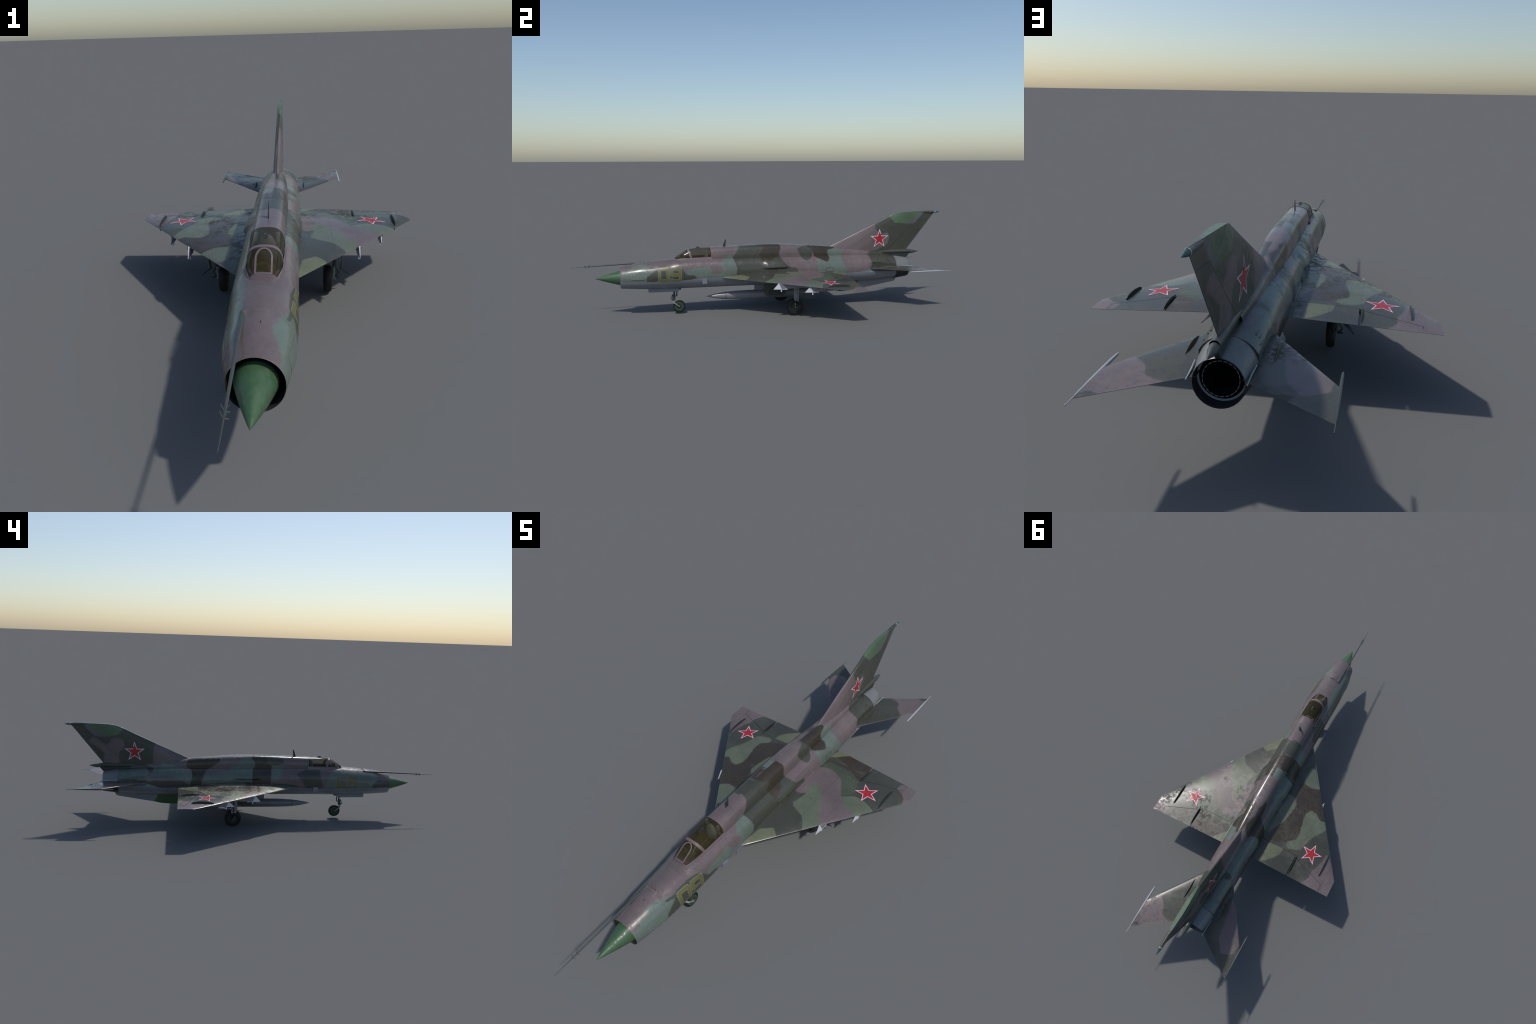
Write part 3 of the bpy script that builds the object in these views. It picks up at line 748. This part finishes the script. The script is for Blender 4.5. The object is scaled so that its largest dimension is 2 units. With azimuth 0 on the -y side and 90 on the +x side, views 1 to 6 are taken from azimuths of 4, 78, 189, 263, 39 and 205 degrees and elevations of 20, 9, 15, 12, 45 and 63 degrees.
for s in (1, -1):
    wm = [M['wing_r'] if s > 0 else M['wing_l'], M['grey']]
    mb = MB()
    wing_patch(mb, s, .050, .2505, wing_le, flap_y, 16, 40)
    wing_patch(mb, s, .2505, .4105, wing_le, lambda x: ail_y(x)-.0002, 14, 40)
    wing_patch(mb, s, .4105, .4572, wing_le, te_y, 5, 40)
    # hinge spars that close the slots in front of flap and aileron
    for x0, x1, fy, dy in ((.050, .2500, flap_y, .0025), (.2505, .4100, ail_y, .0035)):
        P = lambda u, v: (s*lerp(x0, x1, u), fy(lerp(x0, x1, u)) - .002 + (dy+.002)*v, wing_mid(lerp(x0, x1, u)))
        mb.slab(P, lambda u, v: .55*wing_half(P(u, v)[0], P(u, v)[1]), (0, 0, 1), linspace(0, 1, 6), [0, 1], 2, 2)
    wing = build('wing', mb, wm + [M['black']], root, 40)
    mb = MB(); wing_patch(mb, s, .050, .2490, lambda x: .3056, te_y, 12, 8)
    build('flap', mb, wm, wing, 40)
    mb = MB(); wing_patch(mb, s, .2530, .4092, lambda x: ail_y(x)+.0016, te_y, 12, 8)
    build('aileron', mb, wm, wing, 40)
    # boundary-layer fence: thin plate with rounded ends
    mb = MB(); out = []
    for k in range(30):
        u = k/29; y = lerp(.2315, .3445, u)
        e = min(1, sin(pi*u)**.32 if 0 < u < 1 else 0)
        out.append((s*.3835 - .0012, y, wing_top(.3835, y) - .002 + .0125*e))
    out += [(s*.3835 - .0012, .3445, wing_top(.3835, .3445)-.003), (s*.3835 - .0012, .2315, wing_top(.3835, .2315)-.003)]
    mb.prism(out, (.0024, 0, 0)); build('wing_fence', mb, M['fence'], wing, 40)
    # flap track fairing, above and below the wing
    mb = MB(); zc = wing_mid(.2565)
    mb.loft([[(s*.2565 + .0038*k*cos(a), y, zc + (.0135*k+.0005)*sin(a)) for a in [2*pi*i/16 for i in range(16)]]
             for y, k in [(lerp(.280, .400, i/18), sin(pi*i/18)**.7 if 0 < i < 18 else .01) for i in range(19)]], 0)
    build('flap_fairing', mb, M['fence'], wing)
    # small fairings and warning receiver bump by the leading edge
    mb = MB(); mb.box((s*.386, .300, .1640), (.004, .030, .0016)); mb.box((s*.386, .296, .1685), (.003, .005, .010)); mb.box((s*.386, .304, .1685), (.003, .005, .010))
    build('underwing_aerial', mb, M['gear'], wing)
    mb = MB(); mb.lathe([(-.004, .0002), (-.0032, .0016), (0, .0025), (.010, .0022)], (s*.379, wing_le(.379)+.004, wing_mid(.379)-.0035), seg=14)
    build('warning_receiver', mb, M['gear'], wing)
    # pylons
    for px, y0, z0, ya, za in ((.250, -.0097, .1563, .0177, .1868), (.3290, .1294, .1513, .1550, .1760)):
        pl = wing_le(px)
        mb = MB(); zt = wing_mid(px)
        w = .0062
        # pointed white prow
        A = (s*px, y0, z0); B1, B2 = (s*px-.0022, ya, za), (s*px+.0022, ya, za)
        C1, C2 = (s*px-w*.72, y0+.040, z0-.001), (s*px+w*.72, y0+.040, z0-.001)
        D1, D2 = (s*px-w*.72, y0+.072, z0-.0022), (s*px+w*.72, y0+.072, z0-.0022)
        i = [mb.add(p) for p in (A, B1, B2, C1, C2, D1, D2)]
        for f in ((0, 1, 3), (0, 4, 2), (0, 2, 1), (1, 5, 3), (2, 4, 6), (1, 2, 6, 5), (0, 3, 4), (3, 5, 6, 4)): mb.face([i[k] for k in f], 0)
        prow = MB()
        yb = y0 + .042; ye = y0 + .205
        mb.hexa([(s*px-w*.7, yb, z0-.0008), (s*px+w*.7, yb, z0-.0008), (s*px+.003, ye, z0+.007), (s*px-.003, ye, z0+.007),
                 (s*px-w, yb-.012, zt-.001), (s*px+w, yb-.012, zt-.001), (s*px+.003, ye+.012, zt), (s*px-.003, ye+.012, zt)], 1)
        mb.box((s*px, y0+.040, z0-.006), (.0042, .0052, .014), 0)
        for k, (dy, dzz, ly) in enumerate(((.066, .016, .009), (.115, .018, .012), (.075, .003, .006))):
            mb.box((s*px, y0+dy, z0+dzz), (2*w*.95+.0004, ly, .0022), 2)
        build('pylon', mb, [M['white'], M['grey'], M['red']], wing, 25)
    # national star laid on the upper skin: red edge, white border, red field
    cx, cy = s*.3085, .2668
    mb = MB()
    place = lambda u, v, l: (cx+u, cy-v, wing_top(cx+u, cy-v) + l)
    for R, l, m in ((.0535, .0003, 0), (.0495, .0006, 1), (.0405, .0009, 0)):
        star_sheet(mb, STAR5(R, R*.385, radians(3 if s > 0 else -2)), place, l, m)
    build('wing_star', mb, [M['red'], M['stwhite']], wing, fix=False)

# ------------------------------------------------------------------ tailplanes
def stab_le(x): return .5685 + (x-.0735)*1.438
def stab_te(x): return .8110 + (x-.0635)*.690
for s in (1, -1):
    mb = MB()
    P = lambda u, v: (s*lerp(.045, .2305, u), lerp(stab_le(lerp(.045, .2305, u)), stab_te(lerp(.045, .2305, u)), v), lerp(.2090, .2108, u))
    T = lambda u, v: max(.0004, naca(v, .050)*(P(u, 1)[1]-P(u, 0)[1])) if v > 0 else 0
    vs = [((1-cos(pi*i/28))/2)**1.2 for i in range(29)]
    mb.slab(P, T, (0, 0, 1), linspace(0, 1, 20), vs, 0, 1)
    stab = build('tailplane', mb, [M['stab_r'] if s > 0 else M['stab_l'], M['grey']], root, 40)
    mb = MB()
    mb.lathe([(.728, .0003), (.731, .0016), (.740, .0030), (.765, .0036), (.80, .0038), (.85, .0036), (.90, .0025), (.925, .0013), (.948, .0010), (.950, .0015), (.9535, .0015), (.9545, .0003)], (s*.2325, 0, .2110), seg=16)
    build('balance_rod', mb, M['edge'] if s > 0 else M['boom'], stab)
    mb = MB()
    mb.loft([[(s*.0935 + .0040*k*cos(a), y, .2100 + .0142*k*sin(a)) for a in [2*pi*i/14 for i in range(14)]]
             for y, k in [(lerp(.608, .728, i/16), sin(pi*i/16)**.75 if 0 < i < 16 else .01) for i in range(17)]], 0)
    build('hinge_fairing', mb, M['dark'], stab)

# ------------------------------------------------------------------ fin and rudder
fin_top = pchip([(0, .689, .4805), (.05, .711, .4905), (.12, .737, .4990), (.22, .772, .5045), (.5, .851, .5080), (1, .9720, .5095)])
def fin_mid(u, v):
    y0 = lerp(.229, .782, u); yt, zt = fin_top(u)
    return (0, lerp(y0, yt, v), lerp(.270, zt, v))
def fin_half(u, v):
    if u <= 0: return 0.0
    return max(.0007, lerp(.0178, .0088, v)*min(1, u/.24)**.55*min(1, (1-u)/.58)**.9)
def fin_patch(mb, u0, u1, v0, v1, nu, nv):
    us = [lerp(u0, u1, (i/nu)**(1.8 if u0 == 0 else 1)) for i in range(nu+1)]
    mb.slab(fin_mid, fin_half, (1, 0, 0), us, linspace(v0, v1, nv+1), 0, 1)
fm = [M['fin_r'], M['fin_l']]
mb = MB()
fin_patch(mb, 0, .770, 0, 1, 36, 24); fin_patch(mb, .770, 1, .80, 1, 8, 8); fin_patch(mb, .770, 1, 0, .105, 8, 4)
for u0, u1, v0, v1 in ((.766, .778, .06, .84), (.77, .985, .098, .112), (.77, .985, .790, .806)):
    mb.slab(lambda a, b: fin_mid(lerp(u0, u1, a), lerp(v0, v1, b)), lambda a, b: .5*fin_half(lerp(u0, u1, a), lerp(v0, v1, b)), (1, 0, 0), linspace(0, 1, 4), linspace(0, 1, 4), 2, 2)
fin = build('tail_fin', mb, fm + [M['black']], root, 40)
mb = MB(); fin_patch(mb, .7735, 1, .108, .797, 8, 16)
build('rudder', mb, fm, fin, 40)
mb = MB()
mb.lathe([(.872, .0005), (.885, .0045), (.905, .0068), (.945, .0072), (.9665, .0068)], (0, 0, .5022), seg=18)
mb.lathe([(.9665, .0068), (.9670, .0071), (.9705, .0068)], (0, 0, .5022), seg=18, mat=1)
mb.lathe([(.9705, .0066), (.980, .0052), (.992, .0022), (1.0, .0002)], (0, 0, .5022), seg=18, mat=2)
build('fin_tip_pod', mb, [M['dark'], M['edge'], M['tealtip']], fin)
# fin stars
for s in (1, -1):
    mb = MB()
    def place(u, v, l, s=s):
        y, z = .6395 + u, .3610 + v
        vv = 0.0; uu = .5
        for _ in range(6):
            yt, zt = fin_top(uu); vv = (z-.270)/(zt-.270)
            a, b = lerp(.229, fin_top(0)[0], vv), lerp(.782, .972, vv); uu = min(1, max(.02, (y-a)/(b-a)))
        return (s*(fin_half(uu, vv)+l), y, z)
    for R, l, m in ((.0555, .0005, 1), (.0440, .0009, 0)):
        star_sheet(mb, STAR5(R, R*.385, 0), place, l, m)
    build('fin_star', mb, [M['red'], M['stwhite']], fin, fix=False)
# parachute container at the fin root, with its underslung fairing
mb = MB()
mb.lathe([(.560, .0005), (.568, .0075), (.60, .0104), (.70, .0113), (.80, .0112), (.825, .0110)], (0, 0, .2872), seg=28)
mb.lathe([(.825, .0110), (.8255, .0108), (.845, .0092), (.865, .0042), (.8775, .0003)], (0, 0, .2838), seg=28, mat=1)
tube = build('brake_parachute_tube', mb, [M['fin_r'], M['boom']], fin)
mb = MB()
for y0, y1, z0, z1 in ((.60, .815, .24, .285),):
    pts = [(-.0055, .61, .268), (-.0055, .60, .285), (-.0055, .826, .280), (-.0055, .802, .2515), (-.0055, .735, .2560), (-.0055, .680, .2600)]
    mb.prism(pts, (.011, 0, 0))
build('parachute_tube_fairing', mb, M['fence'], fin)

# ------------------------------------------------------------------ ventral fin
mb = MB()
vbot = pchip([(.350, .1250), (.372, .0960), (.395, .0805), (.425, .0770), (.45, .0768), (.494, .0795), (.5376, .0880), (.62, .1010), (.70, .1144), (.7376, .1213), (.7452, .1330)])
def vf_mid(u, v):
    y = lerp(.350, .7452, u); return (0, y, lerp(.145, vbot(y), v))
def vf_half(u, v): return max(.0006, naca(.02+u*.97, .030)*.40*lerp(1, .75, v))
# joint between the dark green front and the grey rear leans back towards the body
def vf_split(u, v, rear):
    uj = lerp(.406, .475, v)
    return lerp(uj, 1, u) if rear else lerp(0, uj, u)
for rear in (False, True):
    mb.slab(lambda u, v: vf_mid(vf_split(u, v, rear), v), lambda u, v: vf_half(vf_split(u, v, rear), v), (1, 0, 0), linspace(0, 1, 26), linspace(0, 1, 8), 0 if rear else 1, 0 if rear else 1)
build('ventral_fin', mb, [M['grey'], M['vent_g']], root, 40)

# ------------------------------------------------------------------ centreline drop tank
mb = MB()
mb.lathe([(-.3185, .0003), (-.312, .0022), (-.28, .0100), (-.24, .0168), (-.20, .0208), (-.15, .0232), (-.08, .0240), (.10, .0240), (.17, .0228), (.24, .0180), (.30, .0105), (.340, .0028), (.345, .0004)], (0, 0, .0825), seg=40)
tank = build('drop_tank', mb, M['tank'], root)
mb = MB()
for q in (-.08, -.215): mb.lathe([(q-.0006, .0215 if q < -.1 else .0237), (q, .0206 if q < -.1 else .02425), (q+.0006, .0215 if q < -.1 else .0237)], (0, 0, .0825), seg=40)
build('tank_seam', mb, M['boom'], tank)
mb = MB()
mb.prism([(-.0055, -.0595, .100), (-.0055, -.0595, .137), (-.0055, .115, .137), (-.0055, .115, .100)], (.011, 0, 0))
build('tank_pylon', mb, M['grey'], tank)
for a in (-38, 218):
    mb = MB(); c, sn = cos(radians(a)), sin(radians(a))
    pt = lambda r, y: (c*r, y, .0825 + sn*r)
    mb.prism([pt(.012, .160), pt(.052, .215), pt(.052, .262), pt(.006, .335)], (-sn*.0014, 0, c*.0014))
    build('tank_fin', mb, M['tank'], tank)

# ------------------------------------------------------------------ wheels
def wheel(name, parent, c, R, w, rim_r, rim_mat, green_r):
    prof = [(-w*.40, rim_r), (-w*.5, rim_r+.001), (-w*.5, R*.80), (-w*.46, R*.90), (-w*.36, R*.965), (-w*.18, R*.995), (0, R), (w*.18, R*.995), (w*.36, R*.965), (w*.46, R*.90), (w*.5, R*.80), (w*.5, rim_r+.001), (w*.40, rim_r)]
    mb = MB(); mb.lathe(prof, c, 'x', 48); t = build(name, mb, M['tyre'], parent, 50)
    mb = MB()
    for e in (-1, 1):
        mb.lathe([(e*w*.40, rim_r+.0005), (e*w*.47, rim_r-.0002), (e*w*.47, green_r)], c, 'x', 40, 0)
        mb.lathe([(e*w*.47, green_r), (e*w*.36, green_r-.001), (e*w*.34, rim_r*.35), (e*w*.46, rim_r*.30), (e*w*.48, .0004)], c, 'x', 40, 1)
    build('wheel_rim', mb, [M[rim_mat], M['hub']], parent)
    return t

# nose gear
NY, NZ, NR = -.4592, .0375, .0322
mb = MB()
mb.tube([(0, -.4835, .145), (0, -.4835, .100)], .0045, 14); mb.tube([(0, -.4835, .103), (0, -.4858, .0945), (0, -.4870, .073)], [.0050, .0082, .0078], 16)
mb.tube([(0, -.4700, .140), (0, -.4705, .092)], .0032, 10, 0); mb.tube([(0, -.4705, .093), (0, -.484, .090)], .0020, 8, 0)
nose_gear = build('nose_gear', mb, M['gear'], root, 40)
mb = MB()
mb.tube([(.0, -.4925, .103), (.0, -.5025, .080), (.0, -.498, .0745), (0, -.489, .069)], .0013, 8, 0)
for sx in (-1, 1): mb.tube([(sx*.004, -.4925, .102), (sx*.004, -.5025, .080), (sx*.004, -.495, .073), (sx*.002, -.488, .0675)], .0012, 8, 0)
build('torque_link', mb, M['gear'], nose_gear)
mb = MB(); mb.tube([(0, -.4872, .075), (0, -.4876, .060)], .0026, 12); build('piston', mb, M['brass'], nose_gear)
mb = MB()
for sx in (-1, 1):
    mb.tube([(sx*.004, -.4890, .0625), (sx*.0125, -.4850, .0590), (sx*.0130, -.4720, .0475), (sx*.0115, NY, NZ)], [.0042, .0042, .0030, .0030], 12)
mb.tube([(-.0125, NY, NZ), (.0125, NY, NZ)], .0028, 10); mb.tube([(-.006, -.4885, .0620), (.006, -.4885, .0620)], .0052, 12)
build('wheel_fork', mb, M['strut'], nose_gear, 50)
wheel('nose_wheel', nose_gear, (0, NY, NZ), NR, .0150, .0225, 'rim', .0165)
for s in (1, -1):
    mb = MB()
    pts = [(s*.0215, -.6150, .122), (s*.0215, -.6150, .150), (s*.0215, -.4600, .150), (s*.0215, -.4600, .1265), (s*.0215, -.4615, .1200)]
    mb.prism(pts, (s*.0022, 0, 0)); build('nose_gear_door', mb, M['grey'], fuselage, 40)
mb = MB(); mb.box((0, -.4555, .1335), (.036, .014, .010)); build('nose_bay_edge', mb, M['vent_g'], fuselage)

# main gear
for s in (1, -1):
    mb = MB()
    mb.tube([(s*.184, .122, .185), (s*.184, .1215, .085)], .0052, 14); mb.tube([(s*.184, .1335, .180), (s*.184, .1330, .085)], .0030, 10)
    leg = build('main_gear', mb, M['gear'], root, 40)
    mb = MB(); mb.tube([(s*.1835, .1215, .088), (s*.1815, .1200, .046)], [.0042, .0042], 14); mb.tube([(s*.190, .119, .046), (s*.162, .1235, .0436)], .0040, 12)
    build('piston', mb, M['brass'], leg)
    mb = MB()
    for zz in ((.080, .1985, .062), (.048, .1985, .062)):
        mb.tube([(s*.187, .127, zz[0]), (s*zz[1], .132, zz[2])], .0022, 8)
    mb.box((s*.192, .124, .0485), (.016, .012, .007))
    build('torque_link', mb, M['gear'], leg)
    mb = MB()
    mb.prism([(s*.208, .1055, .170), (s*.208, .1050, .100), (s*.2055, .1090, .084), (s*.1985, .1125, .0770), (s*.1985, .1180, .0770), (s*.206, .1215, .100), (s*.206, .1215, .170)], (s*.0018, 0, 0))
    mb.prism([(s*.198, .1265, .170), (s*.193, .1255, .0770), (s*.193, .1345, .0770), (s*.198, .1350, .170)], (s*.0018, 0, 0))
    build('leg_door', mb, M['strut'], leg, 40)
    mb = MB()
    mb.prism([(s*.2335, .1410, .0485), (s*.1990, .1290, .0765), (s*.2010, .1080, .0825), (s*.2120, .1130, .0735)], (s*.0012, 0, .0012))
    build('lower_door', mb, M['black'], leg, 40)
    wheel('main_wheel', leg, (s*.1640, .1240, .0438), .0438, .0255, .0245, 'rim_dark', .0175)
    # inner door with stamped ribs, hanging from the belly
    mb = MB(); xd = s*.037
    mb.prism([(xd, -.010, .142), (xd, -.0085, .092), (xd, .004, .0730), (xd, .092, .0770), (xd, .101, .086), (xd, .098, .142)], (s*.0022, 0, 0), 0)
    door = build('wheel_bay_door', mb, M['door'], root, 40)
    mb = MB(); xo = xd + s*.0022
    mb.prism([(xo, .010, .082), (xo, .012, .104), (xo, .024, .120), (xo, .066, .122), (xo, .082, .104), (xo, .084, .084)], (s*.0014, 0, 0), 0)
    for k in range(5): mb.box((xo + s*.002, .024 + .012*k, .100), (.0016, .0035, .024), 1)
    for zz in (.092, .110): mb.box((xo + s*.002, .048, zz), (.0014, .056, .0028), 1)
    build('door_rib', mb, [M['gear'], M['door']], door, 40)

# ------------------------------------------------------------------ side numbers "09"
def glyph_ring(w, h, c, n=4):
    """outline of a chamfer-rounded rectangle centred at the origin, counter-clockwise"""
    pts = []
    for qx, qy, a0 in ((1, 1, 0), (-1, 1, 90), (-1, -1, 180), (1, -1, 270)):
        for k in range(n+1):
            a = radians(a0 + 90*k/n)
            pts.append((qx*(w/2-c) + c*cos(a), qy*(h/2-c) + c*sin(a)))
    return pts
def densify(pts, step=.004):
    out = []
    for i in range(len(pts)):
        a, b = pts[i], pts[(i+1) % len(pts)]; k = max(1, int(math.hypot(b[0]-a[0], b[1]-a[1])/step))
        out += [(lerp(a[0], b[0], j/k), lerp(a[1], b[1], j/k)) for j in range(k)]
    return out
def band(mb, cu, cv, w, h, stroke, c, place, lift, mat):
    """closed frame stroke around a rounded rectangle"""
    a = glyph_ring(w, h, c, 3); b = glyph_ring(w-2*stroke, h-2*stroke, max(c-stroke*.55, .0015), 3)
    A, B = [], []
    for i in range(len(a)):
        a0, a1, b0, b1 = a[i], a[(i+1) % len(a)], b[i], b[(i+1) % len(b)]
        k = max(1, int(math.hypot(a1[0]-a0[0], a1[1]-a0[1])/.004))
        for j in range(k):
            A.append((lerp(a0[0], a1[0], j/k), lerp(a0[1], a1[1], j/k))); B.append((lerp(b0[0], b1[0], j/k), lerp(b0[1], b1[1], j/k)))
    rings = []
    for t in (0, .25, .5, .75, 1):
        rings.append([place(cu + lerp(p[0], q[0], t), cv + lerp(p[1], q[1], t), lift) for p, q in zip(A, B)])
    mb.loft(rings, mat)
def bar(mb, u0, u1, v0, v1, place, lift, mat):
    mb.grid(lambda u, v: place(u, v, lift), linspace(u0, u1, 8), linspace(v0, v1, 6), mat)
for s in (1, -1):
    mb = MB()
    z0 = .2180 if s > 0 else .2165; H = .0715 if s > 0 else .0675
    yc = -.5045 if s > 0 else -.5055
    place = lambda u, v, l, s=s: (s*(body_x(yc + s*u, z0 + v) + l), yc + s*u, z0 + v)
    W, st, o = .0570, .0130, .0020
    for grow, l, m in ((o, .0003, 1), (0, .0006, 0)):
        band(mb, -.0315, 0, W + 2*grow - .002, H + 2*grow - .002, st + 2*grow - .001, .011, place, l, m)
        nh = H*.60
        band(mb, .0295, H/2 - nh/2, W + 2*grow - .002, nh + 2*grow - .001, st + 2*grow - .001, .011, place, l, m)
        # right-hand leg and bottom hook of the 9
        r = .0295 + W/2
        bar(mb, r - st - grow + .0005, r + grow - .001, -H/2 + .010, H/2 - nh + .009, place, l + .00005, m)
        bar(mb, r - W - grow + .002, r - .007, -H/2 - grow + .001, -H/2 + st*.85 + grow, place, l + .0001, m)
        bar(mb, r - W - grow + .002, r - W + st*.9 + grow, -H/2 + .004, -H/2 + st*1.35 + grow, place, l + .00015, m)
        bar(mb, r - .010, r + grow - .004, -H/2 + .003, -H/2 + .012, place, l + .0002, m)
    build('side_number', mb, [M['yellow'], M['outline']], fuselage, fix=False)
